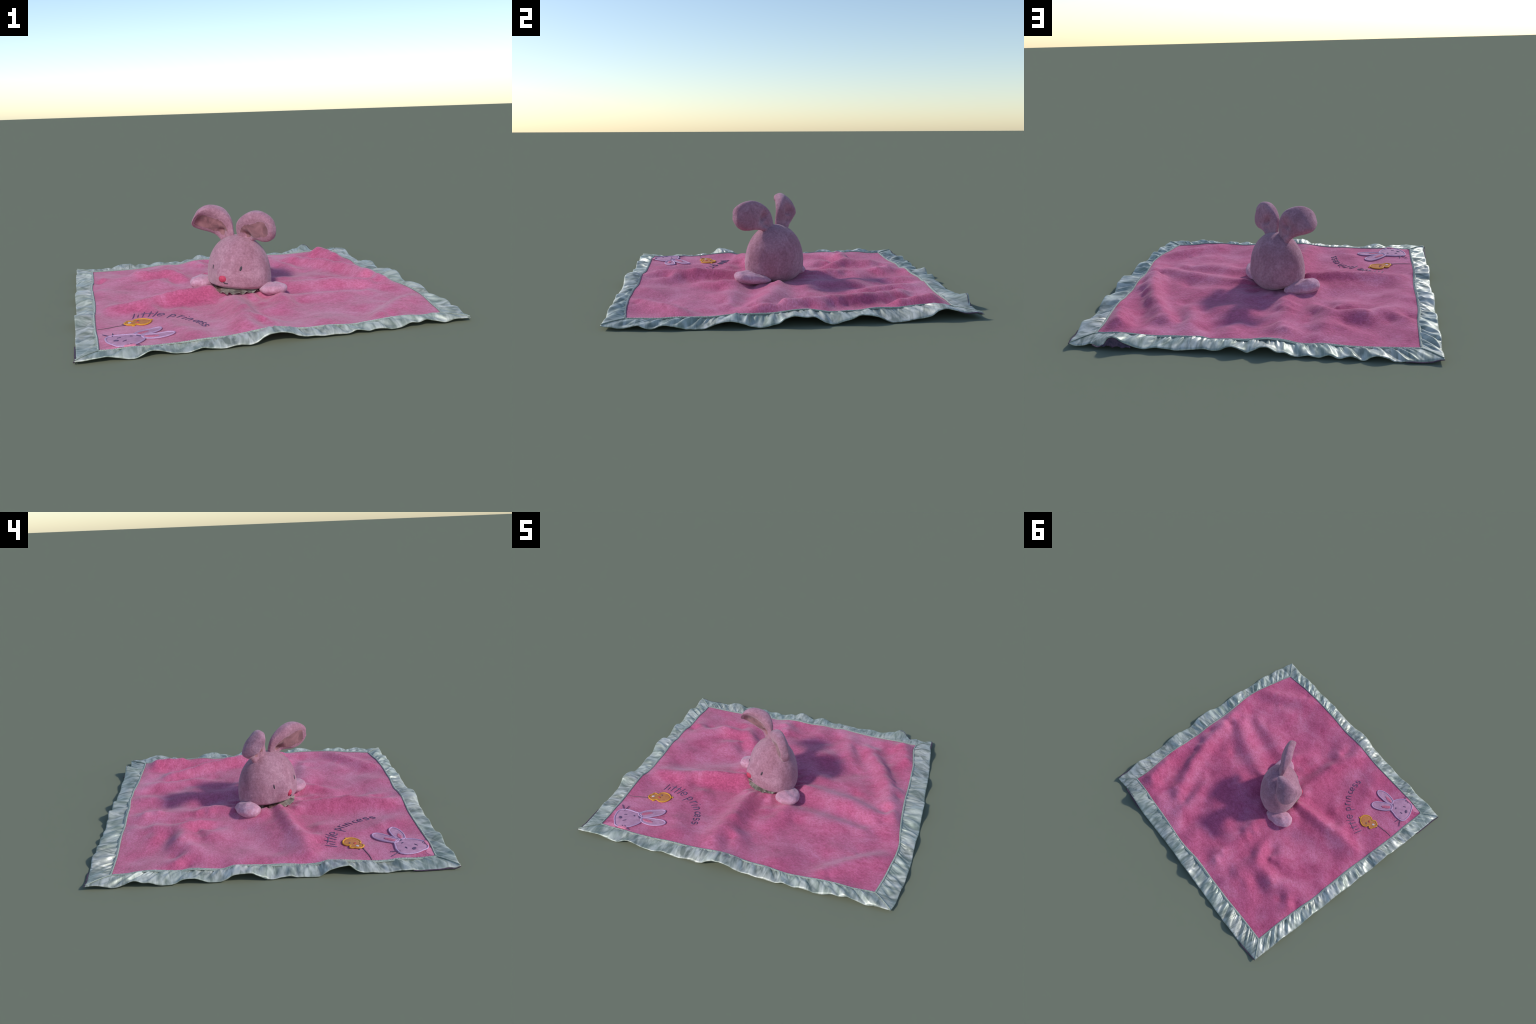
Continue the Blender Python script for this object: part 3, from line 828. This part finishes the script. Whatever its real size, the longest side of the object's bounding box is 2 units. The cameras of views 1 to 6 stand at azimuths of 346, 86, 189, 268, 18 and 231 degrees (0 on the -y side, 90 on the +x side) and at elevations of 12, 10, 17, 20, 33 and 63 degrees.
# bunny
bunny = patch('bunny_applique',
    [(-.667, -.753), (-.674, -.782), (-.688, -.807), (-.708, -.831), (-.727, -.845), (-.755, -.852), (-.780, -.850), (-.798, -.842), (-.819, -.813), (-.841, -.774),
     (-.850, -.737), (-.851, -.708), (-.839, -.686), (-.813, -.677), (-.782, -.674), (-.752, -.678), (-.717, -.682), (-.694, -.695), (-.677, -.718)],
    MAT_LILAC, ROOT, .003, .003, MAT_LILAC_EDGE, .0052)
patch('bunny_ear', [(-.664, -.750), (-.632, -.759), (-.594, -.760), (-.558, -.751), (-.524, -.729), (-.516, -.716), (-.527, -.699), (-.551, -.691), (-.586, -.693), (-.623, -.697), (-.654, -.706), (-.678, -.722)],
      MAT_LILAC, bunny, .004, .003, MAT_LILAC_EDGE, .0050)
patch('bunny_ear', [(-.682, -.718), (-.641, -.689), (-.603, -.659), (-.581, -.636), (-.571, -.608), (-.578, -.590), (-.600, -.586), (-.632, -.600), (-.667, -.624), (-.698, -.657), (-.714, -.688)],
      MAT_LILAC, bunny, .004, .003, MAT_LILAC_EDGE, .0050)
patch('bunny_ear_lining', [(-.594, -.732), (-.617, -.740), (-.646, -.739), (-.668, -.729), (-.642, -.720), (-.616, -.720)], MAT_ROSE, bunny, .0085, .0012)
patch('bunny_ear_lining', [(-.638, -.641), (-.650, -.663), (-.670, -.682), (-.690, -.695), (-.695, -.686), (-.671, -.653), (-.650, -.640)], MAT_ROSE, bunny, .0085, .0012)
ring = lambda cx, cy, rx, ry, rot=0: [(cx + rx * math.cos(a) * math.cos(rot) - ry * math.sin(a) * math.sin(rot),
                                       cy + rx * math.cos(a) * math.sin(rot) + ry * math.sin(a) * math.cos(rot))
                                      for a in [2 * math.pi * k / 12 for k in range(12)]]
patch('bunny_nose', ring(-.803, -.769, .010, .014, .8), MAT_NAVY, bunny, .0075, .0015)
mark('bunny_eye', [(-.755, -.781), (-.764, -.788), (-.773, -.795)], .0036, MAT_NAVY, bunny)
mark('bunny_eye', [(-.779, -.726), (-.788, -.729), (-.797, -.731)], .0036, MAT_NAVY, bunny)
patch('bunny_brow', ring(-.692, -.721, .008, .016, .75), MAT_NAVY, bunny, .0072, .0012)
patch('bunny_brow', ring(-.729, -.722, .005, .009, .75), MAT_NAVY, bunny, .0068, .0010)
for w in ([(-.818, -.692), (-.816, -.664), (-.814, -.635)], [(-.831, -.680), (-.848, -.656), (-.865, -.635)],
          [(-.695, -.858), (-.720, -.846), (-.740, -.828)], [(-.735, -.858), (-.742, -.848), (-.752, -.834)]):
    mark('whisker', w, .0028, MAT_NAVY, bunny, .006)
patch('bunny_cuff', [(-.712, -.846), (-.716, -.856), (-.740, -.860), (-.769, -.857), (-.780, -.851), (-.753, -.843)], MAT_PALE, bunny, .006, .003)
# chick on a string
chick = patch('chick_applique',
    [(-.622, -.425), (-.609, -.445), (-.610, -.467), (-.622, -.489), (-.642, -.503), (-.666, -.505), (-.685, -.497), (-.696, -.501), (-.710, -.511), (-.732, -.506),
     (-.746, -.493), (-.747, -.474), (-.738, -.459), (-.732, -.437), (-.719, -.435), (-.703, -.444), (-.695, -.421), (-.674, -.407), (-.648, -.409)],
    MAT_ORANGE, ROOT, .003, .004, MAT_GOLD, .0048, centre=(-.678, -.462))
patch('chick_tuft', ring(-.605, -.433, .008, .006), MAT_GOLD, chick, .004, .002)
patch('chick_eye', ring(-.675, -.442, .005, .005), MAT_NAVY, chick, .0085, .0012)
patch('chick_beak', [(-.672, -.478), (-.680, -.478), (-.690, -.470), (-.686, -.462), (-.676, -.464)], MAT_RED, chick, .0085, .0012)
patch('chick_belly', ring(-.721, -.477, .010, .007, .6), MAT_WHITE, chick, .0080, .0012)
patch('chick_wing', ring(-.703, -.512, .010, .006, .5), MAT_GOLD, chick, .003, .002)
for w in ([(-.744, -.500), (-.750, -.504), (-.757, -.506)], [(-.745, -.486), (-.752, -.483), (-.762, -.481)]):
    mark('chick_foot', w, .003, MAT_NAVY, chick, .003)
mark('chick_string', [(-.742, -.501), (-.781, -.508), (-.814, -.515), (-.848, -.521), (-.885, -.522)], .0022, MAT_CORD, chick, .002)
